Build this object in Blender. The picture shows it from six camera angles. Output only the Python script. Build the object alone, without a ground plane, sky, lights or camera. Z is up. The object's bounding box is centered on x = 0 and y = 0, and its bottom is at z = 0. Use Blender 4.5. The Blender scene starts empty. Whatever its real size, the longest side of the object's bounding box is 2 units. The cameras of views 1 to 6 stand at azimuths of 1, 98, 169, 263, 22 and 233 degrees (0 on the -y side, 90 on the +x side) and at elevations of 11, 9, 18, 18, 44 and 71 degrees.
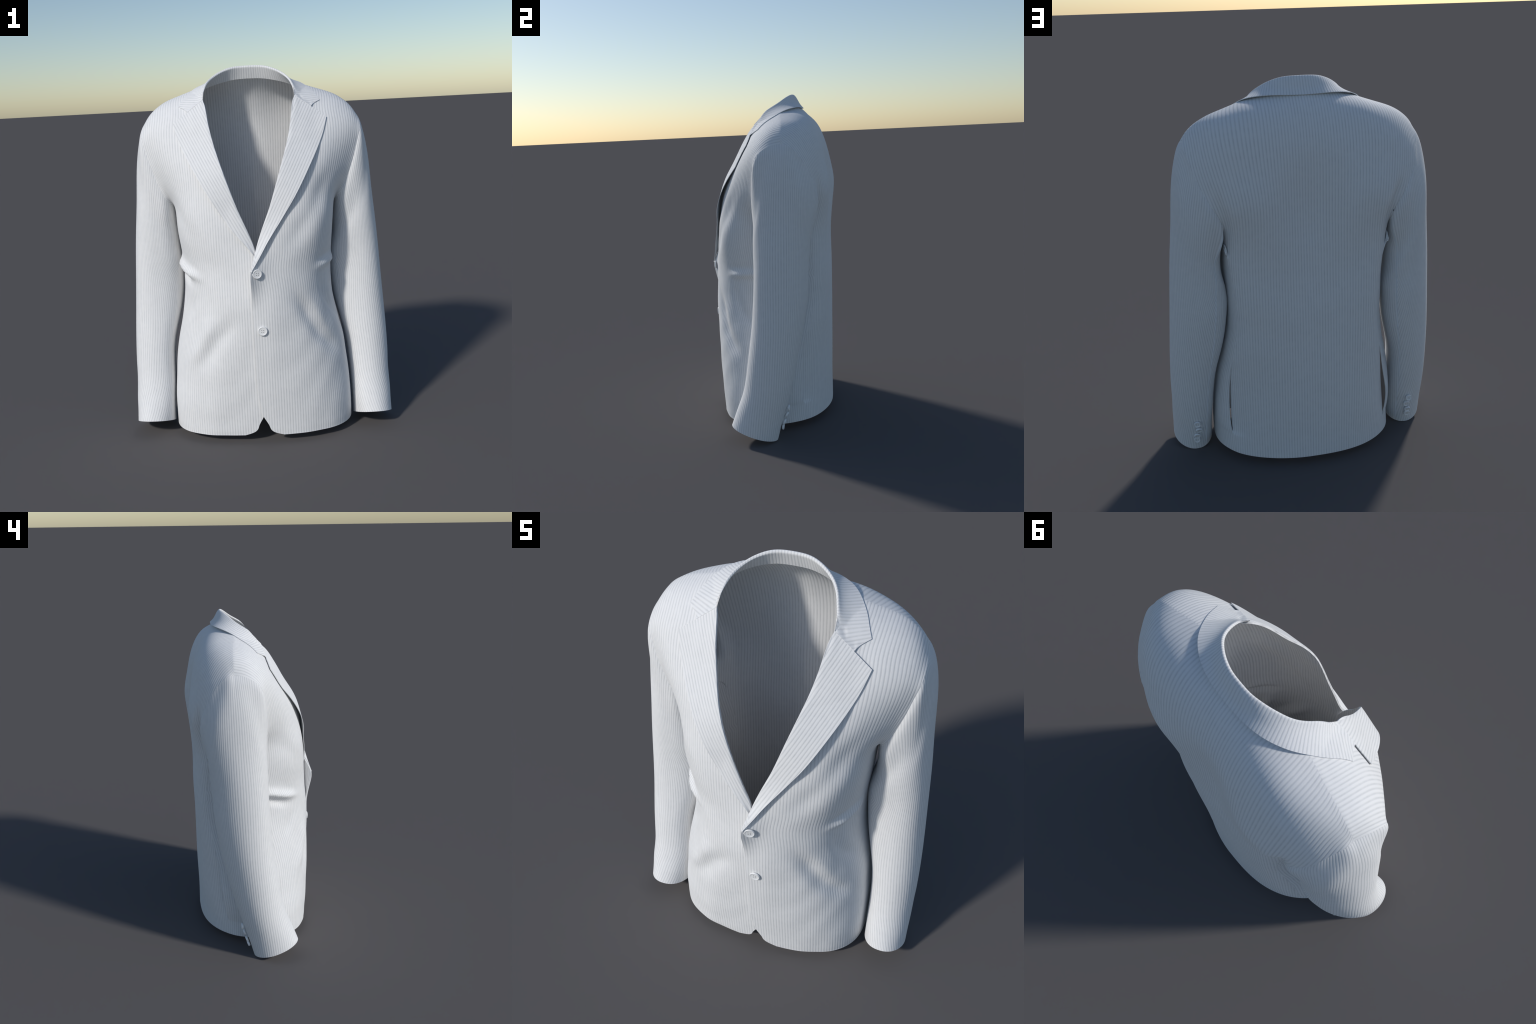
"""A white ribbed two-button suit jacket, standing as if worn by an invisible body.

Every piece of cloth is a pattern piece: a grid lofted through a few rows of
control points (hem to shoulder), with a real thickness, cut and sewn to its
neighbours along shared edges.  x = wearer's left, -y = front, z = up.
"""
import math
import bpy
import numpy as np
from mathutils import Vector
from mathutils.bvhtree import BVHTree

RNG = np.random.default_rng(7)
PITCH = 0.0142          # distance between two ribs of the cloth
CLOTH = 0.006           # thickness of one layer of cloth

# ------------------------------------------------------------------ curves
def spline(knots, vals, q):
    """Natural cubic spline through vals at knots, evaluated at q (any shape of vals)."""
    k = np.asarray(knots, float)
    v = np.asarray(vals, float)
    n = len(k)
    q = np.asarray(q, float)
    if n == 2:
        w = ((q - k[0]) / (k[1] - k[0])).reshape((-1,) + (1,) * (v.ndim - 1))
        return v[0] * (1 - w) + v[1] * w
    h = np.diff(k)
    A = np.zeros((n, n))
    b = np.zeros_like(v)
    A[0, 0] = A[-1, -1] = 1
    for i in range(1, n - 1):
        A[i, i - 1], A[i, i], A[i, i + 1] = h[i - 1], 2 * (h[i - 1] + h[i]), h[i]
        b[i] = 6 * ((v[i + 1] - v[i]) / h[i] - (v[i] - v[i - 1]) / h[i - 1])
    m = np.linalg.solve(A, b.reshape(n, -1)).reshape(v.shape)
    i = np.clip(np.searchsorted(k, q) - 1, 0, n - 2)
    sh = (-1,) + (1,) * (v.ndim - 1)
    hh = h[i].reshape(sh)
    a = (k[i + 1] - q).reshape(sh) / hh
    c = (q - k[i]).reshape(sh) / hh
    return a * v[i] + c * v[i + 1] + ((a ** 3 - a) * m[i] + (c ** 3 - c) * m[i + 1]) * hh ** 2 / 6


def arc(p):
    return np.r_[0, np.cumsum(np.linalg.norm(np.diff(p, axis=0), axis=1))]


def through(pts, n, power=0.75):
    """Smooth curve through pts, resampled to n points evenly by arc length."""
    p = np.asarray(pts, float)
    if len(p) > 2:
        k = np.r_[0, np.cumsum(np.linalg.norm(np.diff(p, axis=0), axis=1) ** power)]
        p = spline(k, p, np.linspace(0, k[-1], 300))
    d = arc(p)
    s = np.linspace(0, d[-1], n)
    return np.stack([np.interp(s, d, p[:, j]) for j in range(p.shape[1])], 1)


def at(p, f):
    """Point of polyline p at arc fraction f."""
    d = arc(p)
    return np.array([np.interp(f * d[-1], d, p[:, j]) for j in range(3)])


def smooth(a, b, x):
    t = np.clip((np.asarray(x, float) - a) / (b - a), 0, 1)
    return t * t * (3 - 2 * t)


# ------------------------------------------------------------------ body sections
# z : half width, front y at centre, back y at centre, squareness front, squareness back
BODY_Z = [0.04, 0.15, 0.37, 0.52, 0.67, 0.80, 0.90, 1.00, 1.10, 1.20, 1.28]
BODY = np.array([
    [0.494, -0.334, 0.347, 2.62, 2.25, -.03],
    [0.494, -0.342, 0.347, 2.58, 2.25, -.03],
    [0.478, -0.357, 0.352, 2.40, 2.4, -.01],
    [0.460, -0.364, 0.354, 2.25, 2.7, .00],
    [0.426, -0.368, 0.354, 2.2, 3.5, .02],
    [0.410, -0.366, 0.354, 2.15, 4.1, .03],
    [0.408, -0.361, 0.353, 2.15, 4.8, .03],
    [0.415, -0.352, 0.347, 2.25, 4.9, .03],
    [0.424, -0.340, 0.342, 3.0, 4.8, .03],
    [0.432, -0.322, 0.340, 3.9, 4.8, .03],
    [0.433, -0.308, 0.337, 4.0, 4.8, .03],
])
# how much narrower the side-back is, wearer's left and right
SIDE_Z = [0.04, 0.13, 0.25, 0.40, 0.65, 0.80, 1.05, 1.28]
SIDE_K = {1: [1.0, 1.0, 1.0, 1.0, .985, .970, .972, 1.0], -1: [1.0, .985, .960, .935, .925, .900, .905, 1.0]}
SIDE_N = {1: [1.0, 1.0, 1.0, 1.0, 1.0, 1.0, 1.0, 1.0], -1: [1.0, 1.05, 1.15, 1.22, 1.25, 1.35, 1.35, 1.0]}
# the back is hollow along the spine: depth of the shoulder blades beyond the centre
BLADE_Z = [0.04, .60, .90, 1.10, 1.28]
BLADE = [0, .0, .006, .016, .036]
# the side seam, where front and back pieces meet: angle past the widest place (degrees)
SEAM_Z = [0.04, 0.35, 0.62, 0.90, 1.10, 1.28]
SEAM_A = {1: [37.0, 33.0, 31.0, 33.0, 28.0, 22.0], -1: [33.0, 32.0, 33.0, 33.0, 28.0, 22.0]}


def section(z):
    return spline(BODY_Z, BODY, np.array([z]))[0]


def on_body(z, ang, side=1):
    """Point on the torso at height z; ang 0 = front centre, 90 = side, 180 = back centre."""
    a, yf, yb, nf, nb, mid = section(z)
    r = math.radians(ang)
    c, s = math.cos(r), math.sin(r)
    n = nf if c > 0 else nb * float(np.interp(z, SIDE_Z, SIDE_N[side]))
    x = a * math.copysign(abs(s) ** (2 / n), s)
    y = mid + ((yf if c > 0 else yb) - mid) * abs(c) ** (2 / n)
    if c < 0:
        k = float(np.interp(z, SIDE_Z, SIDE_K[side]))
        x *= 1 - (1 - k) * smooth(0, .4, -c)
        blade = float(np.interp(z, BLADE_Z, BLADE))
        y += blade * (1 - math.exp(-(x / .15) ** 2)) * abs(c) ** .5
    return np.array([x, y, z])


def seam_angle(z, side):
    return 90 + float(spline(SEAM_Z, SEAM_A[side], np.array([z]))[0])


# the shoulder seam, neck to sleeve head, and the back half of the neckline
SHOULDER_SEAM = [(.262, .112, 1.892), (.330, .117, 1.868), (.395, .128, 1.847), (.460, .136, 1.823), (.510, .141, 1.793), (.545, .143, 1.761), (.565, .143, 1.732), (.577, .143, 1.705)]
NECKLINE = [(0, .190, 1.930), (.06, .188, 1.929), (.12, .177, 1.922), (.18, .157, 1.912), (.230, .128, 1.900), (.262, .112, 1.892)]

# ------------------------------------------------------------------ lapel lines: the roll and the outer edge
ROLL_L = [(-.027, -.402, .953), (-.014, -.384, 1.005), (.003, -.352, 1.062), (.036, -.333, 1.155), (.074, -.320, 1.247), (.108, -.308, 1.340), (.140, -.287, 1.435),
          (.170, -.244, 1.527), (.198, -.182, 1.622), (.220, -.126, 1.720), (.241, -.050, 1.820)]
OUT_L = [(-.026, -.404, .954), (.019, -.383, 1.022), (.060, -.366, 1.090), (.108, -.347, 1.160), (.160, -.328, 1.235), (.206, -.316, 1.305), (.250, -.291, 1.378),
         (.294, -.250, 1.456), (.338, -.194, 1.535), (.376, -.130, 1.616), (.404, -.077, 1.702)]
ROLL_R = [(-.020, -.344, .965), (-.008, -.340, 1.010), (.003, -.335, 1.062)] + ROLL_L[3:]
OUT_R = [(-.016, -.350, .985), (.012, -.354, 1.035), (.050, -.350, 1.085), (.106, -.338, 1.150), (.159, -.322, 1.226), (.205, -.313, 1.302)] + OUT_L[6:]

# ------------------------------------------------------------------ fronts
NS, NT = 64, 150        # across, upward


def front_rows(side):
    """Rows of control points for one front, as if for the wearer's left (x > 0)."""
    top = side > 0                        # the left front buttons over the right one
    lay = -0.004 if top else 0.006
    rows = []
    # body: edge x, edge z, side z
    edge = [(0.105, 0.044, 0.044), (0.060, 0.058, 0.062), (0.028, 0.097, 0.105), (0.001, 0.150, 0.160),
            (-0.014, 0.215, 0.225), (-0.024, 0.30, 0.31), (-0.028, 0.42, 0.43), (-0.029, 0.54, 0.54), (-0.030, 0.66, 0.66), (-0.030, 0.76, 0.76)]
    for ex, ez, sz in edge:
        pts = []
        sa = seam_angle(sz, side)
        a0 = math.degrees(math.asin(min(1, abs(ex) / section(ez)[0]) ** (section(ez)[3] / 2))) * (1 if ex > 0 else -1)
        for f in np.linspace(0, 1, 31):
            z = ez + (sz - ez) * smooth(0, .5, f)
            p = on_body(z, a0 + (sa - a0) * f, side)
            p[1] += lay * (1 - smooth(.05, .22, f))
            pts.append(p)
        rows.append(pts)
    # waist up to the armpit: the edge is the line where the lapel rolls over
    roll = [(0.875, -0.030, -0.392, 0.875), (0.955, -0.027, -0.400, 0.953), (1.005, -0.014, -0.380, 1.005)] if top else \
           [(0.875, -0.030, -0.350, 0.875), (0.955, -0.024, -0.346, 0.953), (1.005, -0.014, -0.342, 1.005)]
    roll += [(1.062, 0.003, -0.345 if top else -0.333, 1.062), (1.155, 0.036, -0.329, 1.150), (1.247, 0.074, -0.316, 1.220)]
    for ez, ex, ey, sz in roll:
        pts = [np.array([ex, ey, ez])]
        sa = seam_angle(sz, side)
        lead = 0.075
        if ez < 1.05:
            yb = on_body(ez, 0)[1]
            pts += [np.array([ex + .022, ey + (yb - ey) * .42, ez]), np.array([ex + .046, ey + (yb - ey) * .88, ez])]
        a1 = math.degrees(math.asin(((ex + lead) / section(ez)[0]) ** 1.1))
        for f in np.linspace(0, 1, 25):
            z = ez + (sz - ez) * smooth(0, .6, f)
            p = on_body(z, a1 + (sa - a1) * f, side)
            p[1] += (0.0 if top else 0.010) * (1 - smooth(.05, .25, f)) * (1 - smooth(1.0, 1.10, ez))
            pts.append(p)
        rows.append(pts)
    # chest: from the roll line out to the armhole
    chest = [
        [(.095, -.309, 1.300), (.160, -.300, 1.300), (.240, -.287, 1.295), (.33, -.260, 1.280), (.402, -.190, 1.258), (.432, -.08, 1.238), (.434, .03, 1.226), (.425, .13, 1.222)],
        [(.116, -.298, 1.365), (.180, -.282, 1.365), (.255, -.264, 1.360), (.340, -.240, 1.345), (.410, -.172, 1.312), (.444, -.070, 1.278), (.446, .030, 1.250)],
        [(.143, -.280, 1.440), (.205, -.258, 1.440), (.270, -.242, 1.435), (.345, -.213, 1.420), (.420, -.156, 1.385), (.462, -.090, 1.340), (.475, -.030, 1.300)],
        [(.170, -.238, 1.530), (.240, -.217, 1.525), (.310, -.200, 1.518), (.390, -.168, 1.502), (.457, -.117, 1.472), (.498, -.068, 1.428), (.514, -.038, 1.388)],
        [(.192, -.188, 1.610), (.260, -.168, 1.605), (.340, -.150, 1.598), (.422, -.125, 1.586), (.487, -.093, 1.558), (.528, -.056, 1.518), (.546, -.034, 1.482)],
        [(.215, -.126, 1.705), (.290, -.110, 1.692), (.370, -.094, 1.681), (.452, -.077, 1.667), (.516, -.058, 1.639), (.554, -.036, 1.602), (.571, -.022, 1.572)],
        [(.246, -.050, 1.810), (.320, -.047, 1.775), (.395, -.037, 1.755), (.460, -.021, 1.738), (.526, -.004, 1.713), (.570, .006, 1.680), (.590, .010, 1.650)],
        [(.268, .030, 1.853), (.330, .037, 1.841), (.395, .045, 1.824), (.460, .056, 1.804), (.526, .072, 1.773), (.568, .082, 1.730), (.587, .084, 1.696)],
        SHOULDER_SEAM,
    ]
    rows += [[np.array(p, float) for p in r] for r in chest]
    roll_line = through(ROLL_L if top else ROLL_R, 200)
    for r in rows[13:-2]:
        if r[0][2] < 1.815:
            z0 = r[0][2]
            r[0] = np.array([np.interp(z0, roll_line[:, 2], roll_line[:, k]) for k in range(3)]) + np.array([0, .001, 0])
    return [np.array(r) for r in rows]


def back_rows(side):
    rows = []
    for z in (0.044, 0.062, 0.105, 0.160, 0.225, 0.31, 0.43, 0.54, 0.66, 0.76, 0.875, 0.953, 1.005, 1.062, 1.150, 1.205):
        sa = seam_angle(z, side)
        rows.append([on_body(z, 180 - (180 - sa) * f, side) for f in np.linspace(0, 1, 41)])
    yoke = [
        [(0, .334, 1.265), (.06, .339, 1.265), (.13, .359, 1.265), (.21, .372, 1.265), (.29, .367, 1.263), (.36, .340, 1.258), (.408, .280, 1.248), (.428, .210, 1.235), (.425, .13, 1.222)],
        [(0, .333, 1.330), (.06, .339, 1.330), (.13, .360, 1.330), (.21, .378, 1.330), (.29, .376, 1.325), (.36, .348, 1.315), (.403, .310, 1.298), (.420, .255, 1.275)],
        [(0, .333, 1.400), (.06, .339, 1.400), (.13, .361, 1.400), (.22, .384, 1.398), (.30, .388, 1.390), (.37, .366, 1.378), (.408, .341, 1.362), (.425, .312, 1.345)],
        [(0, .336, 1.475), (.06, .342, 1.475), (.13, .362, 1.475), (.22, .384, 1.472), (.31, .388, 1.465), (.39, .366, 1.450), (.438, .345, 1.432), (.465, .324, 1.420)],
        [(0, .340, 1.560), (.06, .345, 1.560), (.13, .360, 1.560), (.23, .371, 1.555), (.33, .368, 1.545), (.42, .348, 1.525), (.475, .323, 1.505), (.502, .310, 1.490)],
        [(0, .338, 1.650), (.06, .341, 1.650), (.14, .351, 1.650), (.25, .355, 1.645), (.36, .344, 1.632), (.46, .316, 1.605), (.512, .295, 1.582), (.536, .279, 1.568)],
        [(0, .317, 1.752), (.06, .318, 1.752), (.14, .325, 1.752), (.26, .325, 1.749), (.38, .310, 1.736), (.480, .270, 1.709), (.536, .240, 1.673), (.561, .226, 1.651)],
        [(0, .260, 1.862), (.06, .260, 1.862), (.13, .258, 1.867), (.25, .248, 1.872), (.36, .238, 1.842), (.46, .211, 1.803), (.537, .186, 1.745), (.577, .178, 1.697)],
        NECKLINE[:-1] + SHOULDER_SEAM,
    ]
    rows += [[np.array(p, float) for p in r] for r in yoke]
    return [np.array(r) for r in rows]


ROW_T = np.array([.042, .060, .10, .155, .22, .305, .425, .54, .66, .76, .875, .954, 1.005, 1.062, 1.152, 1.225,
                  1.29, 1.345, 1.42, 1.51, 1.595, 1.68, 1.78, 1.86, 1.92])
T_EVEN = np.interp(np.linspace(0, 1, NT), np.linspace(0, 1, len(ROW_T)),
                   ROW_T) * 0 + np.linspace(ROW_T[0], ROW_T[-1], NT)
# keep exact rows at the armpit so the sleeve can be sewn in
ARMPIT_T = ROW_T[16]
T_LOW = np.r_[np.linspace(ROW_T[0], .17, 26)[:-1], np.linspace(.17, ARMPIT_T, 88)]
T_UP = np.linspace(ARMPIT_T, ROW_T[-1], 55)[1:]
T_ALL = np.r_[T_LOW, T_UP]
I_ARM = len(T_LOW) - 1


NECK_COLS = 26
COLS_BACK = np.r_[np.linspace(0, .40, NECK_COLS), np.linspace(.40, 1, NS)[1:]]


def loft(rows, cols, last=None):
    R = np.stack([spaced(through(r, 200), cols) for r in rows])
    if last is not None:
        R[-1] = last
    return spline(ROW_T, R, T_ALL)          # (nt, n, 3)


def spaced(p, f):
    d = arc(p)
    return np.stack([np.interp(f * d[-1], d, p[:, j]) for j in range(3)], 1)


def fair(G, centre, reach, rounds):
    """Let the cloth relax across a band of rows; edges of the piece stay put."""
    nt, ns = G.shape[:2]
    wt = np.exp(-((np.arange(nt) - centre) / reach) ** 2)
    ws = smooth(0, .06, np.linspace(0, 1, ns)) * (1 - smooth(.94, 1, np.linspace(0, 1, ns)))
    w = (wt[:, None] * ws[None, :])[1:-1, 1:-1, None]
    for _ in range(rounds):
        a = (G[2:, 1:-1] + G[:-2, 1:-1] + G[1:-1, 2:] + G[1:-1, :-2]) / 4
        G[1:-1, 1:-1] += w * .8 * (a - G[1:-1, 1:-1])
    return G


def fold(P, path, width, height, taper=0.35):
    """Signed bump along a path in space (a crease if height < 0)."""
    path = through(path, 40)
    d = np.full(P.shape[:2], 1e9)
    w = np.zeros(P.shape[:2])
    for i, c in enumerate(path):
        f = i / 39
        e = min(1, f / taper, (1 - f) / taper) if taper else 1
        e = e * e * (3 - 2 * e)
        dd = np.linalg.norm(P - c, axis=2)
        v = e * np.exp(-(dd / width) ** 2)
        w = np.maximum(w, v)
    return w * height


def grid_normals(P):
    du = np.gradient(P, axis=1)
    dv = np.gradient(P, axis=0)
    n = np.cross(du, dv)
    return n / np.maximum(np.linalg.norm(n, axis=2, keepdims=True), 1e-9)


# ------------------------------------------------------------------ meshes
ROOT = bpy.data.objects.new("suit_jacket", None)
bpy.context.scene.collection.objects.link(ROOT)
ROOT["label"] = "white ribbed two button suit jacket with notch lapels"
ROOT["category"] = "suit jacket"


def add_object(name, mesh, mat, parent=ROOT):
    o = bpy.data.objects.new(name, mesh)
    bpy.context.scene.collection.objects.link(o)
    o.parent = parent
    if mat is not None and not mesh.materials:
        mesh.materials.append(mat)
    return o


def cloth_piece(name, P, N, U, V, mat, thick=CLOTH, wrap=False, free=("l", "r", "b", "t"), out=0.0, outer_round=False):
    """Grid P (rows, cols, 3), normals N, cloth coordinates U (across the ribs, given
    per column edge so that a seam may jump) and V (along) -> sheet with thickness."""
    nt, ns = P.shape[:2]
    O = P + N * out
    I = P - N * (thick - out)
    verts = np.concatenate([O.reshape(-1, 3), I.reshape(-1, 3)])
    base = nt * ns
    faces, luv, lnor = [], [], []

    def idx(i, j):
        return i * ns + (j % ns)

    def add(corners, layer, flat=None):
        faces.append([idx(i, j) + (base if k else 0) for (i, j), k in zip(corners, layer)])
        for (i, j), k in zip(corners, layer):
            luv.append((U[i, j], V[i, j]))
            if flat is not None:
                lnor.append(flat[idx(i, j)] if isinstance(flat, dict) else flat)
            else:
                n = N[i, j % ns]
                lnor.append(-n if k else n)

    last = ns if wrap else ns - 1
    for i in range(nt - 1):
        for j in range(last):
            q = [(i, j), (i, j + 1), (i + 1, j + 1), (i + 1, j)]
            add(q, (0, 0, 0, 0))
            add(q[::-1], (1, 1, 1, 1))

    def rim(line):
        pts = np.array([O[i, j % ns] for i, j in line])
        for k in range(len(line) - 1):
            a, b = line[k], line[k + 1]
            e = pts[k + 1] - pts[k]
            n = np.cross(e, N[a[0], a[1] % ns])
            n /= max(np.linalg.norm(n), 1e-9)
            add([b, a, a, b], (0, 0, 1, 1), flat=n)

    if "b" in free:
        rim([(0, j) for j in range(last + 1)])
    if "t" in free:
        rim([(nt - 1, j) for j in range(last, -1, -1)])
    if not wrap:
        if "l" in free:
            rim([(i, 0) for i in range(nt - 1, -1, -1)])
        if "r" in free:
            rim([(i, ns - 1) for i in range(nt)])
    me = bpy.data.meshes.new(name)
    me.from_pydata(verts.tolist(), [], faces)
    me.polygons.foreach_set("use_smooth", [True] * len(faces))
    a = me.attributes.new("across_ribs", "FLOAT", "CORNER")
    b = me.attributes.new("along_ribs", "FLOAT", "CORNER")
    luv = np.array(luv, np.float32)
    a.data.foreach_set("value", np.ascontiguousarray(luv[:, 0]))
    b.data.foreach_set("value", np.ascontiguousarray(luv[:, 1]))
    me.normals_split_custom_set(np.array(lnor, float).tolist())
    return add_object(name, me, mat)


def mirror(P):
    return P * np.array([-1, 1, 1])


# ------------------------------------------------------------------ materials
def nodes_of(name):
    m = bpy.data.materials.new(name)
    m.use_nodes = True
    nt = m.node_tree
    return m, nt, nt.nodes["Principled BSDF"]


def ribbed_cloth():
    m, nt, bsdf = nodes_of("ribbed_white_cloth")
    N, L = nt.nodes.new, nt.links.new

    def math_node(op, a, b=None, c=None):
        n = N("ShaderNodeMath")
        n.operation = op
        for k, v in enumerate((a, b, c)):
            if v is None:
                continue
            if isinstance(v, (int, float)):
                n.inputs[k].default_value = v
            else:
                L(v, n.inputs[k])
        return n.outputs[0]

    ua = N("ShaderNodeAttribute")
    ua.attribute_name = "across_ribs"
    va = N("ShaderNodeAttribute")
    va.attribute_name = "along_ribs"
    pos = N("ShaderNodeTexCoord")
    # the ribs wander a little
    wob = N("ShaderNodeTexNoise")
    wob.inputs["Scale"].default_value = 9.0
    wob.inputs["Detail"].default_value = 2.0
    L(pos.outputs["Object"], wob.inputs["Vector"])
    u = math_node("ADD", ua.outputs["Fac"], math_node("MULTIPLY", math_node("SUBTRACT", wob.outputs["Fac"], 0.5), 0.0012))
    ph = math_node("FRACT", math_node("DIVIDE", u, PITCH))
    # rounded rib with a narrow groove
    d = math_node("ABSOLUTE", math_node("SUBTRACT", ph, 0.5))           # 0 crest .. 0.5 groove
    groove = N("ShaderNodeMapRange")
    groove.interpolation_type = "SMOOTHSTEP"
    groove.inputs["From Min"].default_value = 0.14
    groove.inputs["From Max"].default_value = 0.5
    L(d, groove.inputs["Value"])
    # fibre grain, drawn out along the rib
    comb = N("ShaderNodeCombineXYZ")
    L(math_node("MULTIPLY", ua.outputs["Fac"], 420.0), comb.inputs[0])
    L(math_node("MULTIPLY", va.outputs["Fac"], 150.0), comb.inputs[1])
    grain = N("ShaderNodeTexNoise")
    grain.inputs["Scale"].default_value = 1.0
    grain.inputs["Detail"].default_value = 3.0
    L(comb.outputs[0], grain.inputs["Vector"])
    blot = N("ShaderNodeTexNoise")
    blot.inputs["Scale"].default_value = 30.0
    blot.inputs["Detail"].default_value = 4.0
    L(pos.outputs["Object"], blot.inputs["Vector"])
    # uneven darkness of the groove lines
    line_strength = N("ShaderNodeMapRange")
    line_strength.inputs["From Min"].default_value = 0.3
    line_strength.inputs["From Max"].default_value = 0.7
    line_strength.inputs["To Min"].default_value = 0.5
    line_strength.inputs["To Max"].default_value = 1.0
    L(blot.outputs["Fac"], line_strength.inputs["Value"])
    dark = math_node("MULTIPLY", groove.outputs[0], line_strength.outputs[0])
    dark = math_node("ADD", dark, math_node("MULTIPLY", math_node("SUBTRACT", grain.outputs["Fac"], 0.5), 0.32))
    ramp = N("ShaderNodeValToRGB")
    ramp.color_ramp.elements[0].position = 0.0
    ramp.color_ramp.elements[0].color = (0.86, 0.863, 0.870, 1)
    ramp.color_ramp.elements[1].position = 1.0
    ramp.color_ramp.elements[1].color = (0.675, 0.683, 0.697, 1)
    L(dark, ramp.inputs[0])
    L(ramp.outputs[0], bsdf.inputs["Base Color"])
    bsdf.inputs["Roughness"].default_value = 0.85
    bsdf.inputs["Specular IOR Level"].default_value = 0.2
    bump = N("ShaderNodeBump")
    bump.inputs["Strength"].default_value = 0.22
    bump.inputs["Distance"].default_value = 0.003
    h = math_node("SUBTRACT", math_node("MULTIPLY", grain.outputs["Fac"], 0.25), groove.outputs[0])
    L(h, bump.inputs["Height"])
    L(bump.outputs[0], bsdf.inputs["Normal"])
    return m


def button_white():
    m, nt, bsdf = nodes_of("pearl_button")
    N, L = nt.nodes.new, nt.links.new
    pos = N("ShaderNodeTexCoord")
    noise = N("ShaderNodeTexNoise")
    noise.inputs["Scale"].default_value = 60.0
    L(pos.outputs["Object"], noise.inputs["Vector"])
    ramp = N("ShaderNodeValToRGB")
    ramp.color_ramp.elements[0].color = (0.88, 0.885, 0.89, 1)
    ramp.color_ramp.elements[1].color = (0.94, 0.945, 0.95, 1)
    L(noise.outputs["Fac"], ramp.inputs[0])
    L(ramp.outputs[0], bsdf.inputs["Base Color"])
    bsdf.inputs["Roughness"].default_value = 0.35
    return m


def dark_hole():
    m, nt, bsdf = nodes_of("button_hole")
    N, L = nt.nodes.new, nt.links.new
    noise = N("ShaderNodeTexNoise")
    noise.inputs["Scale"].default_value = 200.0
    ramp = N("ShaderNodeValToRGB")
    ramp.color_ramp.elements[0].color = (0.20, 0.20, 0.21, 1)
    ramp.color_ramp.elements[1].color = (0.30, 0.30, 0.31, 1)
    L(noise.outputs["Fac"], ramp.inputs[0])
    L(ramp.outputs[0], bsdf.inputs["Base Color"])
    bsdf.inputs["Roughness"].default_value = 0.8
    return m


CLOTH_MAT = ribbed_cloth()
BUTTON_MAT = button_white()
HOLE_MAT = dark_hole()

# ------------------------------------------------------------------ build the body grids
def cloth_u_front(P):
    """Distance from the centre line; at the chest the ribs lean along the armhole."""
    s = np.stack([arc(r) for r in P])
    z = P[:, :, 2]
    return P[:, :1, 0] + s * (1 - .10 * smooth(1.22, 1.70, z) * smooth(.05, .45, s))


def cloth_u_back(P, lean):
    s = np.stack([arc(r) for r in P])
    z = P[:, :, 2]
    return s * (1 - lean * smooth(1.25, 1.80, z) * smooth(0, .5, s))


def cloth_v(P):
    d = np.linalg.norm(np.diff(P, axis=0), axis=2)
    return np.concatenate([np.zeros((1, P.shape[1])), np.cumsum(d, axis=0)])


FR = {}
for side in (1, -1):
    G = loft(front_rows(side), np.linspace(0, 1, NS), through(SHOULDER_SEAM, NS))
    G = fair(G, I_ARM, 22, 110)
    G = fair(G, I_ARM + 30, 24, 25)
    N = grid_normals(G)
    x, y, z = G[..., 0], G[..., 1], G[..., 2]
    D = np.zeros(G.shape[:2])
    if side > 0:
        # shallow hollow from the armhole to the button
        D += fold(G, [(.455, -.10, 1.50), (.408, -.167, 1.42), (.33, -.24, 1.28), (.25, -.30, 1.16), (.173, -.336, 1.066), (.10, -.35, .99)], .050, -.011)
        # pinch at the waist and the two folds that fall from it
        D += fold(G, [(.30, -.255, .930), (.357, -.18, .937), (.40, -.08, .945), (.41, .02, .95)], .020, .018)
        D += fold(G, [(.31, -.245, .975), (.365, -.17, .98), (.40, -.06, .985)], .022, -.006)
        D += fold(G, [(.345, -.20, .905), (.350, -.19, .82), (.368, -.17, .74), (.41, -.11, .655), (.44, -.05, .60)], .030, -.016)
        D += fold(G, [(.18, -.335, .87), (.203, -.323, .80), (.253, -.30, .711), (.318, -.268, .586), (.395, -.206, .491), (.45, -.12, .417)], .040, -.020)
        D += fold(G, [(.26, -.29, .80), (.31, -.26, .70), (.37, -.22, .58)], .035, .006)
    else:
        D += fold(G, [(.43, -.06, 1.30), (.36, -.20, 1.20), (.24, -.30, 1.06)], .050, -.007)
        D += fold(G, [(.405, .06, .965), (.39, -.082, .952), (.37, -.146, .932), (.33, -.21, .912), (.27, -.27, .890)], .023, .028)
        D += fold(G, [(.40, .03, .905), (.388, -.082, .897), (.37, -.146, .880), (.33, -.21, .862)], .020, -.015)
        D += fold(G, [(.25, -.31, .72), (.262, -.30, .652), (.311, -.28, .536), (.393, -.218, .418)], .045, .015)
        D += fold(G, [(.13, -.345, .74), (.152, -.344, .66), (.225, -.323, .574), (.287, -.299, .47), (.33, -.27, .40)], .045, -.013)
        D += fold(G, [(.30, -.25, .84), (.345, -.21, .76), (.40, -.14, .66)], .030, -.005)
    # the cloth is never quite flat
    D += .0016 * np.sin(x * 21 + 5 * np.sin(z * 4.1 + side)) * np.sin(z * 13 + 3 * np.sin(x * 9))
    # seams stay where they are
    keep = smooth(0, .10, np.linspace(0, 1, NS))[None, :] * (1 - smooth(.93, 1, np.linspace(0, 1, NS)))[None, :]
    keep = keep * (1 - smooth(.90, .985, np.linspace(0, 1, len(T_ALL))))[:, None]
    G = G + N * (D * keep)[..., None]
    FR[side] = G

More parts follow.
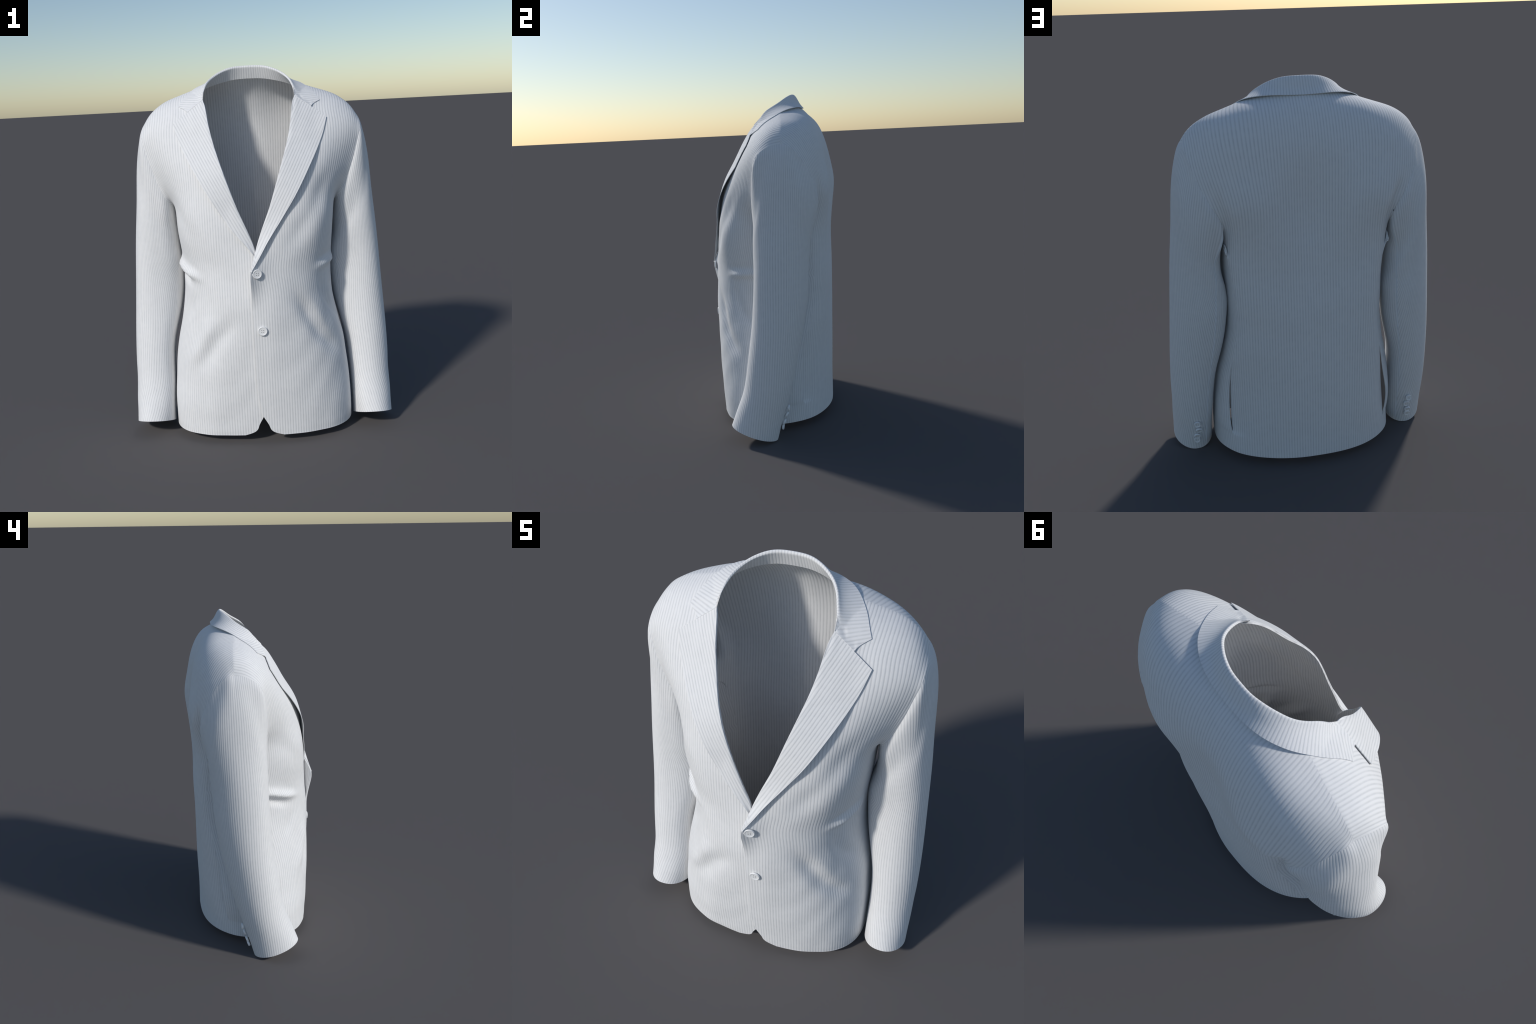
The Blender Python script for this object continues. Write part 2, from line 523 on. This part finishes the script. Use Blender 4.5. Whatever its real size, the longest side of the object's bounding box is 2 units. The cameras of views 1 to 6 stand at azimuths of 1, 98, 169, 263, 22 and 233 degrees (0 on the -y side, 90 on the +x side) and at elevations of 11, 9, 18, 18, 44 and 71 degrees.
B = {side: loft(back_rows(side), COLS_BACK, np.concatenate([through(NECKLINE, NECK_COLS)[:-1], through(SHOULDER_SEAM, NS)])) for side in (1, -1)}

for side in B:
    B[side] = fair(B[side], I_ARM, 22, 110)
    B[side] = fair(B[side], I_ARM + 30, 24, 25)
for side in B:
    k = 1.0 if side < 0 else .5
    nb = -grid_normals(B[side])
    D = fold(B[side], [(.455, .340, 1.53), (.440, .340, 1.46), (.415, .335, 1.38), (.40, .315, 1.30), (.395, .29, 1.22)], .022, -.017 * k)
    D += fold(B[side], [(.40, .355, 1.50), (.37, .365, 1.40), (.355, .355, 1.28), (.35, .33, 1.12)], .030, .008 * k)
    D += .0012 * np.sin(B[side][..., 0] * 17 + 4 * np.sin(B[side][..., 2] * 3.7)) * np.sin(B[side][..., 2] * 9 + side)
    e = (1 - smooth(.955, 1, COLS_BACK))[None, :] * smooth(0, .08, COLS_BACK)[None, :] * (1 - smooth(.90, .985, np.linspace(0, 1, len(T_ALL))))[:, None]
    B[side] = B[side] + nb * (D * e)[..., None]
# vents: near the hem the two pieces gape apart at the side seam
zb = T_ALL
tv = np.clip((zb - 0.135) / (0.60 - 0.135), 0, 1)
GAPE = {1: 2.0 * np.sqrt(tv) * (1 - tv) ** 1.1 * smooth(0, .06, tv), -1: np.sin(np.pi * tv) ** .8 * (1 + .28 * np.sin(2 * np.pi * tv))}
mid_back = (B[1][:, 0] + B[-1][:, 0]) / 2
ss = np.linspace(0, 1, NS)
near = smooth(.62, 1, ss)
near_b = smooth(.75, 1, COLS_BACK)
BV = {}
# wearer's left: a flap lying over the back; wearer's right: the flap stands open
FLAP = {1: dict(lift=.004, pull=.026, sink=.017, under=.026), -1: dict(lift=.021, pull=.003, sink=.004, under=.0)}
for side in (1, -1):
    g, gape, fl = FR[side], GAPE[side], FLAP[side]
    B[side][:, 0] = mid_back
    nf = grid_normals(g)
    g = g + nf * (gape[:, None] * near[None, :] * fl["lift"])[..., None]
    t = g[:, -1] - g[:, -2]
    t /= np.linalg.norm(t, axis=1, keepdims=True)
    g = g - t[:, None, :] * (gape[:, None] * smooth(.72, 1, ss)[None, :] * fl["pull"])[..., None]
    FR[side] = g
    b = B[side].copy()
    nb = -grid_normals(b)
    t = b[:, -1] - b[:, -2]
    t /= np.linalg.norm(t, axis=1, keepdims=True)
    b = b - nb * (gape[:, None] * near_b[None, :] * fl["sink"])[..., None]
    b = b + t[:, None, :] * (gape[:, None] * smooth(.80, 1, COLS_BACK)[None, :] * fl["under"])[..., None]
    BV[side] = b

# ------------------------------------------------------------------ normals shared along seams
def welded(grids, flips):
    acc = {}
    Ns = []
    for g, f in zip(grids, flips):
        n = grid_normals(g) * f
        Ns.append(n)
        for i in range(g.shape[0]):
            for j in (0, g.shape[1] - 1):
                acc.setdefault(tuple(np.round(g[i, j], 4)), []).append(n[i, j])
        for j in range(g.shape[1]):
            acc.setdefault(tuple(np.round(g[-1, j], 4)), []).append(n[-1, j])
    for g, n in zip(grids, Ns):
        cells = [(i, j) for i in range(g.shape[0]) for j in (0, g.shape[1] - 1)] + [(g.shape[0] - 1, j) for j in range(g.shape[1])]
        for i, j in cells:
            a = acc[tuple(np.round(g[i, j], 4))]
            if len(a) > 1:
                v = np.sum(a, axis=0)
                n[i, j] = v / np.linalg.norm(v)
    return Ns


# one full back: mirrored right half + left half
BL = BV[1]
BR = mirror(BV[-1])
BACK = np.concatenate([BR[:, ::-1], BL[:, 1:]], axis=1)       # from x<0 to x>0
FL = FR[1]
FRm = mirror(FR[-1])
# orientation: normals must look outward
NL = grid_normals(FL)
grids = [FL, FRm[:, ::-1], BACK[:, ::-1]]
flips = []
for g in grids:
    n = grid_normals(g)
    c = np.array([0, 0.02, 0])
    s = np.sum(n[20:80] * ((g[20:80] - c) * np.array([1, 1, 0])))
    flips.append(1 if s > 0 else -1)
NN = welded(grids, flips)


def build_panel(name, g, n, U, flip, free, thick=CLOTH):
    if flip < 0:                       # reverse columns so that faces look outward
        g, n, U = g[:, ::-1], n[:, ::-1], U[:, ::-1]
        free = tuple({"l": "r", "r": "l"}.get(f, f) for f in free)
    return cloth_piece(name, g, n, U, cloth_v(g), CLOTH_MAT, thick, free=free)


uL = cloth_u_front(FL)
uR = -cloth_u_front(FR[-1])[:, ::-1]
ub, ub2 = cloth_u_back(BV[1], .17), cloth_u_back(BV[-1], .08)
uB = np.concatenate([-ub2[:, ::-1], ub[:, 1:]], axis=1)[:, ::-1] + 0.3 * PITCH
build_panel("front_panel", grids[0], NN[0], uL, flips[0], "lrbt")
build_panel("front_panel", grids[1], NN[1], uR, flips[1], "lrbt")
build_panel("back_panel", grids[2], NN[2], uB, flips[2], "lrbt")

# ------------------------------------------------------------------ sleeves
NA, NL_ = 112, 120
RINGS = [   # outer, front, inner, back
    [(.634, .138, 1.53), (.550, -.036, 1.25), (.430, .13, 1.09), (.520, .302, 1.27)],
    [(.653, .125, 1.32), (.552, -.040, 1.13), (.412, .13, .99), (.528, .280, 1.14)],
    [(.672, .11, 1.12), (.557, -.041, 1.00), (.402, .13, .92), (.534, .266, 1.01)],
    [(.689, .090, .88), (.564, -.047, .86), (.405, .125, .85), (.538, .258, .86)],
    [(.704, .065, .66), (.572, -.066, .67), (.433, .100, .66), (.553, .226, .66)],
    [(.714, .030, .46), (.588, -.095, .48), (.480, .055, .46), (.578, .180, .45)],
    [(.717, -.005, .28), (.595, -.130, .30), (.498, .010, .27), (.592, .134, .25)],
    [(.717, -.050, .14), (.602, -.180, .165), (.505, -.040, .13), (.602, .088, .105)],
    [(.718, -.070, .050), (.615, -.207, .095), (.507, -.068, .045), (.606, .058, .000)],
]
RING_ROUND = [.92, .90, .92, .96, .98, .98, .97, .96, .96]
# how far the sleeve head stands off the armhole seam: top, front, underarm, back
HEAD = np.array([(.024, 0, -.042), (.008, -.006, -.050), (-.002, 0, -.045), (.006, .008, -.050)])
RING_K = [0.075, 0.2, .36, .52, .7, .87, 1.03, 1.17, 1.29, 1.37]
TH = np.linspace(0, 2 * np.pi, NA, endpoint=False)


def pw(v, e):
    return np.sign(v) * np.abs(v) ** e


def ring(O, F, I, Bk, e=0.86, soft=1.06):
    O, F, I, Bk = (np.array(p, float) for p in (O, F, I, Bk))
    c = (O + I) / 2
    U, V = (O - I) / 2, (F - Bk) / 2
    D = (F + Bk) / 2 - c
    # the back outer corner is softer than the front one
    e = e - .12 * np.clip(np.sin(TH), 0, 1) ** .5 * (np.cos(TH) < 0)
    e = e + (soft - e) * np.clip(-np.sin(TH), 0, 1) ** .5 * (np.cos(TH) > -.2)
    C, S = pw(np.cos(TH), e), pw(np.sin(TH), e)
    return c + C[:, None] * U + S[:, None] * V + (S ** 2)[:, None] * D


def by_angle(p, centre):
    """Closed curve p resampled at even compass angles about a vertical axis."""
    a = np.unwrap(np.arctan2(-(p[:, 1] - centre[1]), p[:, 0] - centre[0]))
    if a[-1] < a[0]:
        p, a = p[::-1], a[::-1]
    a3 = np.concatenate([a - 2 * np.pi, a, a + 2 * np.pi])
    p3 = np.concatenate([p, p, p])
    return np.stack([np.interp(TH, a3, p3[:, j]) for j in range(3)], 1)


def sleeve_grid(side):
    fcol = FR[side][I_ARM:, -1][::-1]            # top -> armpit
    bcol = BV[side][I_ARM:, -1]                  # armpit -> top
    loop = by_angle(np.concatenate([fcol[:-1], bcol[:-1]]), (.505, .14))
    w = np.stack([np.clip(np.cos(TH - k * np.pi / 2), 0, 1) ** 2 for k in range(4)], 1)
    head = loop + w @ HEAD
    R = [loop, head]
    for n, (r, e) in enumerate(zip(RINGS, RING_ROUND)):
        O, I = np.array(r[0]), np.array(r[2])
        F, Bk = np.array(r[1]), np.array(r[3])
        if side < 0 and 1 <= n <= 5:
            I = I + np.array([.014, 0, 0])
            Bk = Bk + np.array([0, .010, 0])
            r = (O, F, I, Bk)
        c = (O + I) / 2 * .5 + (F + Bk) / 2 * .5
        R.append(by_angle(ring(*r, e, .94 if n < 2 else 1.06), c))
    ks = np.array([0.0] + RING_K)
    q = np.concatenate([np.linspace(0, .075, 10)[:-1], np.linspace(.075, ks[-1], NL_ - 9)])
    return spline(ks, np.stack(R), q), q


def build_sleeve(side):
    P, q = sleeve_grid(side)
    N = np.cross(np.roll(P, -1, 1) - np.roll(P, 1, 1), np.gradient(P, axis=0))
    N /= np.maximum(np.linalg.norm(N, axis=2, keepdims=True), 1e-9)
    c = P.mean(1, keepdims=True)
    if np.sum(N * (P - c)) < 0:
        N = -N
        flip = True
    else:
        flip = False
    # soft creases at the elbow and above the cuff
    D = np.zeros(P.shape[:2])
    D += fold(P, [(.71, .02, .34), (.68, -.06, .29), (.60, -.11, .27)], .05, -.003 if side > 0 else -.002)
    D += fold(P, [(.72, -.05, .20), (.69, -.12, .19), (.60, -.15, .20)], .045, .0025)
    P = P + N * (D * smooth(.1, .25, q)[:, None])[..., None]
    # ribs: measured round the sleeve from its outer line; under-sleeve is a piece of its own
    seg = np.linalg.norm(np.roll(P, -1, 1) - P, axis=2)
    s = np.concatenate([np.zeros((P.shape[0], 1)), np.cumsum(seg, 1)], 1)      # (n, NA+1)
    per = s[:, -1:]
    ref = int(np.argmin(np.abs(q - .36)))          # above here the ribs simply run on upward
    w = smooth(.36, 1.0, q)[:, None]
    s = s[ref] * (1 - w) + s * w
    per = s[:, -1:]
    seam_f, seam_b = 0.385, 0.672
    jf, jb = int(seam_f * NA), int(seam_b * NA)
    U = np.zeros_like(s)
    U[:, :] = s
    U[:, jb:] = s[:, jb:] - per
    # the grain hangs plumb while the forearm swings forward
    swing = (.115 - P[:, 0, 1])[:, None] * smooth(.5, .9, q)[:, None]
    U = U + .60 * swing
    mid = (jf + jb) // 2
    width = 0.96
    Uin = (s - s[:, mid:mid + 1]) - .30 * swing + 0.4 * PITCH
    return P, N, U, Uin, jf, jb, flip


SLEEVE = {}
for side in (1, -1):
    P, N, U, Uin, jf, jb, flip = build_sleeve(side)
    SLEEVE[side] = (P, N)
    if side < 0:
        P, N = mirror(P), mirror(N)
    V = cloth_v(np.concatenate([P, P[:, :1]], 1))
    # per-face choice of the cloth piece: expand columns so seams can jump
    cols, Ux = [], []
    ids = list(range(NA + 1))
    def col(j, piece):
        cols.append(j)
        Ux.append((Uin if piece else U)[:, j])
    for j in range(0, jf + 1):
        col(j, 0)
    for j in range(jf, jb + 1):
        col(j, 1)
    for j in range(jb, NA + 1):
        col(j, 0)
    Pc = np.stack([P[:, j % NA] for j in cols], 1)
    Nc = np.stack([N[:, j % NA] for j in cols], 1)
    Uc = np.stack(Ux, 1)
    # outer line: U jumps sign between back and front halves (both measured from it)
    Vc = np.stack([V[:, j] for j in cols], 1)
    face_n = np.cross(Pc[60, 1] - Pc[60, 0], Pc[61, 0] - Pc[60, 0])
    if np.dot(face_n, Nc[60, 0]) < 0:
        Pc, Nc, Uc, Vc = Pc[:, ::-1], Nc[:, ::-1], Uc[:, ::-1], Vc[:, ::-1]
    # rows run from shoulder to cuff
    cloth_piece("sleeve", Pc, Nc, Uc, Vc, CLOTH_MAT, 0.006, free=("b", "t"))

# ------------------------------------------------------------------ lapels
def tree_of(names):
    vs, fs = [], []
    for o in bpy.data.objects:
        if o.name in names or o.name.split(".")[0] + ".*" in names:
            k = len(vs)
            vs += [v.co.copy() for v in o.data.vertices]
            fs += [[i + k for i in p.vertices] for p in o.data.polygons]
    return BVHTree.FromPolygons(vs, fs)


def surface_uv_normals(P):
    n = grid_normals(P)
    return n


LAPEL_TOP = {}


def build_lapel(side):
    roll = through(ROLL_L if side > 0 else ROLL_R, 90)
    out = through(OUT_L if side > 0 else OUT_R, 90)
    n = 26
    f = np.linspace(0, 1, n)
    P = roll[:, None] * (1 - f)[None, :, None] + out[:, None] * f[None, :, None]
    # a soft belly towards the viewer, rounding quickly away from the fold
    width = np.linalg.norm(out - roll, axis=1)
    ff = np.clip(f, 0, 1)
    belly = (1 - (1 - np.minimum(ff / .22, 1)) ** 2) * (1 - .55 * ff)
    lift = 0.002 * np.minimum(1, width / .08)[:, None] * belly[None, :]
    nrm = grid_normals(P)
    if nrm[..., 1].mean() > 0:
        nrm = -nrm
    nrm[:12] = nrm[12]
    P = P + nrm * lift[..., None]
    P[:, 0] = roll
    # keep clear of the front underneath
    body = tree_of({"front_panel" if side > 0 else "front_panel.001"})
    gap = 0.0055 + 0.003 * smooth(0, .5, f)
    for i in range(P.shape[0]):
        for j in range(1, n):
            p = Vector(P[i, j] * np.array([side, 1, 1]))
            d = Vector(nrm[i, j] * np.array([side, 1, 1]))
            hit = body.ray_cast(p + d * 0.15, -d, 0.35)
            if hit[0] is not None:
                h = (hit[0] - (p + d * 0.15)).length
                depth = 0.15 - h            # >0: surface lies in front of p
                need = depth + gap[j]
                if need > 0:
                    P[i, j] += nrm[i, j] * need * min(1, j / 3)
    LAPEL_TOP[side] = P[-1].copy()
    # a narrow turning tucked under the collar along the gorge
    up = P[-1] - P[-4]
    up /= np.linalg.norm(up, axis=1, keepdims=True)
    turn = (1 - smooth(.34, .46, f))[:, None]
    extra = np.stack([P[-1] + (up * .006 * k - nrm[-1] * .0018 * k) * turn for k in (1, 2)])
    P = np.concatenate([P, extra])
    if side < 0:
        P = mirror(P)
    n = grid_normals(P)
    if n[..., 1].mean() > 0:
        P = P[:, ::-1]
        n = grid_normals(P)
    # ribs run straight, along the grain of the turned-back front
    U = .88 * np.abs(P[..., 0]) - .475 * P[..., 2]
    cloth_piece("lapel", P, n, U + 0.2 * PITCH, cloth_v(P), CLOTH_MAT, 0.0035)


build_lapel(1)
build_lapel(-1)

# ------------------------------------------------------------------ collar
RIM = [(0, .158, 1.986), (.046, .156, 1.985), (.085, .147, 1.981), (.120, .133, 1.971), (.154, .114, 1.956), (.185, .089, 1.936), (.211, .050, 1.911),
       (.228, .008, 1.882), (.238, -.020, 1.852), (.241, -.050, 1.820)]
EDGE = [(0, .223, 1.912), (.06, .222, 1.913), (.12, .215, 1.915), (.18, .198, 1.914), (.25, .159, 1.904), (.29, .121, 1.888), (.318, .086, 1.866), (.340, .053, 1.841), (.359, .020, 1.813),
        (.376, -.006, 1.786)]
STAND = [(0, .181, 1.926), (.05, .180, 1.925), (.09, .175, 1.921), (.135, .164, 1.912), (.180, .146, 1.900), (.225, .112, 1.884), (.256, .056, 1.862),
         (.263, .012, 1.846), (.258, -.018, 1.832), (.2425, -.048, 1.8185)]
NOTCH = np.array((.323, -.050, 1.758))


def build_collar():
    n = 90
    rim, edge, stand = (through(c, n) for c in (RIM, EDGE, STAND))
    rows = []
    m_in, m_out = 10, 34
    for k in range(n):
        t = k / (n - 1)
        I, E, S = rim[k], edge[k], stand[k]
        o = (E - I) * np.array([1, 1, 0])
        o /= np.linalg.norm(o)
        end = smooth(.80, 1, t)
        rise = (1 - end)
        top = I + o * .006 + np.array([0, 0, .010]) * rise + np.array([0, 0, -.002]) * end
        sh = I + o * .017 + np.array([0, 0, .003]) * rise + np.array([0, 0, -.009]) * end
        mid = sh * .5 + E * .5 + np.array([0, 0, -.005]) * rise
        a = through([S, S * .45 + I * .55, I], m_in)
        b = through([I, top, sh, mid, E], m_out)
        # towards the gorge the outer part bends to the notch
        if t > .72:
            w = smooth(.72, 1, t)
            i1 = I
            corner = np.concatenate([through([i1, NOTCH], m_out // 2 + 1)[:-1], through([NOTCH, E], m_out - m_out // 2)])
            b = b * (1 - w) + corner * w
        rows.append(np.concatenate([a[:-1], b]))
    P = np.array(rows)                      # (perimeter, across, 3) for x>=0
    full = np.concatenate([mirror(P)[::-1], P[1:]])
    nrm = grid_normals(full)
    mid = full.shape[0] // 2
    if nrm[mid, -3, 1] < 0:
        full = full[:, ::-1]
        nrm = grid_normals(full)
        edge_col = 0
    else:
        edge_col = full.shape[1] - 1
    # keep the fall clear of the shoulders
    body = tree_of({"front_panel.*", "back_panel.*"})
    half = full.shape[1]
    for i in range(full.shape[0]):
        for j in range(half):
            away = abs(j - edge_col) / half          # 0 at the outer edge
            if away > .62:
                continue
            p, d = Vector(full[i, j]), Vector(nrm[i, j])
            hit = body.ray_cast(p + d * .1, -d, .2)
            if hit[0] is not None:
                need = (.1 - (hit[0] - (p + d * .1)).length) + .0045
                if need > 0:
                    full[i, j] += nrm[i, j] * need * (1 - smooth(.5, .62, away))
    # the gorge: the collar's end is sewn to the top of the lapel
    dirn = 1 if edge_col else -1
    first = edge_col - dirn * (m_out - 1)
    ng = m_out // 2
    for i_end, step, side in ((0, 1, -1), (full.shape[0] - 1, -1, 1)):
        top = LAPEL_TOP[side] * np.array([side, 1, 1])
        d = arc(top)
        k = int(np.argmin(np.linalg.norm(top - NOTCH * np.array([side, 1, 1]), axis=1)))
        goal = np.stack([np.interp(np.linspace(0, d[k], ng + 1), d, top[:, c]) for c in range(3)], 1)
        shift = np.stack([goal[m] + nrm[i_end, first + dirn * m] * .0012 * min(1, m / 3) - full[i_end, first + dirn * m] for m in range(ng + 1)])
        for r in range(9):
            w = 1 - smooth(0, 1, r / 9)
            for m in range(ng + 1):
                full[i_end + step * r, first + dirn * m] += shift[m] * w
            for m in range(ng + 1, m_out):
                full[i_end + step * r, first + dirn * m] += shift[ng] * w * (1 - smooth(0, 1, (m - ng) / 6))
    nrm = grid_normals(full)
    # ribs stand square to the outer edge of the collar
    line = full[:, edge_col]
    t0, t1 = line[0] - line[3], line[-1] - line[-4]
    ext = np.linspace(.001, .15, 60)[:, None]
    line = np.concatenate([line[0] + (t0 / np.linalg.norm(t0) * ext)[::-1], line, line[-1] + t1 / np.linalg.norm(t1) * ext])
    ls = arc(line)
    ls -= ls[len(ls) // 2]
    U = np.zeros(full.shape[:2])
    for i in range(full.shape[0]):
        for j in range(half):
            jj = j if abs(j - edge_col) < m_out - 4 else (edge_col - (m_out - 4) * (1 if edge_col else -1))
            d2 = ((line - full[i, jj]) ** 2).sum(1)
            k = int(np.clip(np.argmin(d2), 1, len(ls) - 2))
            e = line[k + 1] - line[k - 1]
            U[i, j] = ls[k] + np.dot(full[i, jj] - line[k], e) / np.linalg.norm(e)
    U += .5 * PITCH
    V = np.stack([arc(r) for r in full])
    cloth_piece("collar", full, nrm, U, V, CLOTH_MAT, 0.0035)


build_collar()

# ------------------------------------------------------------------ buttons
def button_mesh(name, r, h, holes):
    """Turned disc: domed edge, raised rim, dished face, four small dark discs set on it."""
    prof = [(0, .80), (.30, .80), (.55, .80), (.72, .82), (.80, .92), (.87, 1.0), (.94, .93), (1.0, .66), (.985, .35), (.90, .12), (.70, .0), (0, 0)]
    n = 48
    vs, fs = [], []
    for k in range(n):
        a = 2 * math.pi * k / n
        for q, z in prof[1:-1]:
            vs.append((q * r * math.cos(a), q * r * math.sin(a), z * h))
    m = len(prof) - 2
    top = len(vs)
    vs.append((0, 0, prof[0][1] * h))
    vs.append((0, 0, 0))
    for k in range(n):
        k2 = (k + 1) % n
        fs.append((top, k * m, k2 * m))
        for i in range(m - 1):
            fs.append((k * m + i, k * m + i + 1, k2 * m + i + 1, k2 * m + i))
        fs.append((top + 1, k2 * m + m - 1, k * m + m - 1))
    mats = [0] * len(fs)
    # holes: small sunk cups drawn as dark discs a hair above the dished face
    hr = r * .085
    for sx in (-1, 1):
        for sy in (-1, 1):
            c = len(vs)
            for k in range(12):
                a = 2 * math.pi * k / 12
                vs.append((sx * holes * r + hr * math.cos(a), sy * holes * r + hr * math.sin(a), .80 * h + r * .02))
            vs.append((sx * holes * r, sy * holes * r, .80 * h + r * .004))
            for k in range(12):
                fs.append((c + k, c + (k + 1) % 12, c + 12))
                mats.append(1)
    me = bpy.data.meshes.new(name)
    me.from_pydata(vs, [], fs)
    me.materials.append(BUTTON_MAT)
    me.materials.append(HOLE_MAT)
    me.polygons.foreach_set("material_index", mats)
    me.polygons.foreach_set("use_smooth", [True] * len(fs))
    return me


def place(o, p, n, up):
    n = Vector(n).normalized()
    up = Vector(up)
    xx = up.cross(n).normalized()
    yy = n.cross(xx)
    from mathutils import Matrix
    M = Matrix((xx, yy, n)).transposed().to_4x4()
    M.translation = Vector(p)
    o.matrix_world = M


FRONT_TREE = tree_of({"front_panel.*"})
big = button_mesh("front_button", .0248, .010, .20)
for x, z in ((.002, .941), (.017, .637)):
    hit = FRONT_TREE.ray_cast(Vector((x, -1, z)), Vector((0, 1, 0)))
    o = add_object("front_button", big, None)
    n = Vector((hit[1].x * .5, hit[1].y, hit[1].z * .5))
    place(o, hit[0] + n.normalized() * .002, n, (RNG.normal(0, .15), 0, 1))

small = button_mesh("cuff_button", .0180, .013, .22)
for side in (1, -1):
    P, N = SLEEVE[side]
    for x, z in ((.602, .074), (.597, .112), (.593, .150), (.592, .190)):
        back = N[..., 1] > .3
        d2 = np.where(back, (P[..., 0] - x) ** 2 + (P[..., 2] - z) ** 2, 9)
        i, j = np.unravel_index(np.argmin(d2), d2.shape)
        p, nn = P[i, j].copy(), N[i, j].copy()
        p[0] *= side
        nn[0] *= side
        tilt = nn + np.array([0, 0, RNG.uniform(-.25, .25)])
        o = add_object("cuff_button", small, None)
        place(o, Vector(p) + Vector(nn) * .005, tilt, (RNG.normal(0, .2), 0, 1))
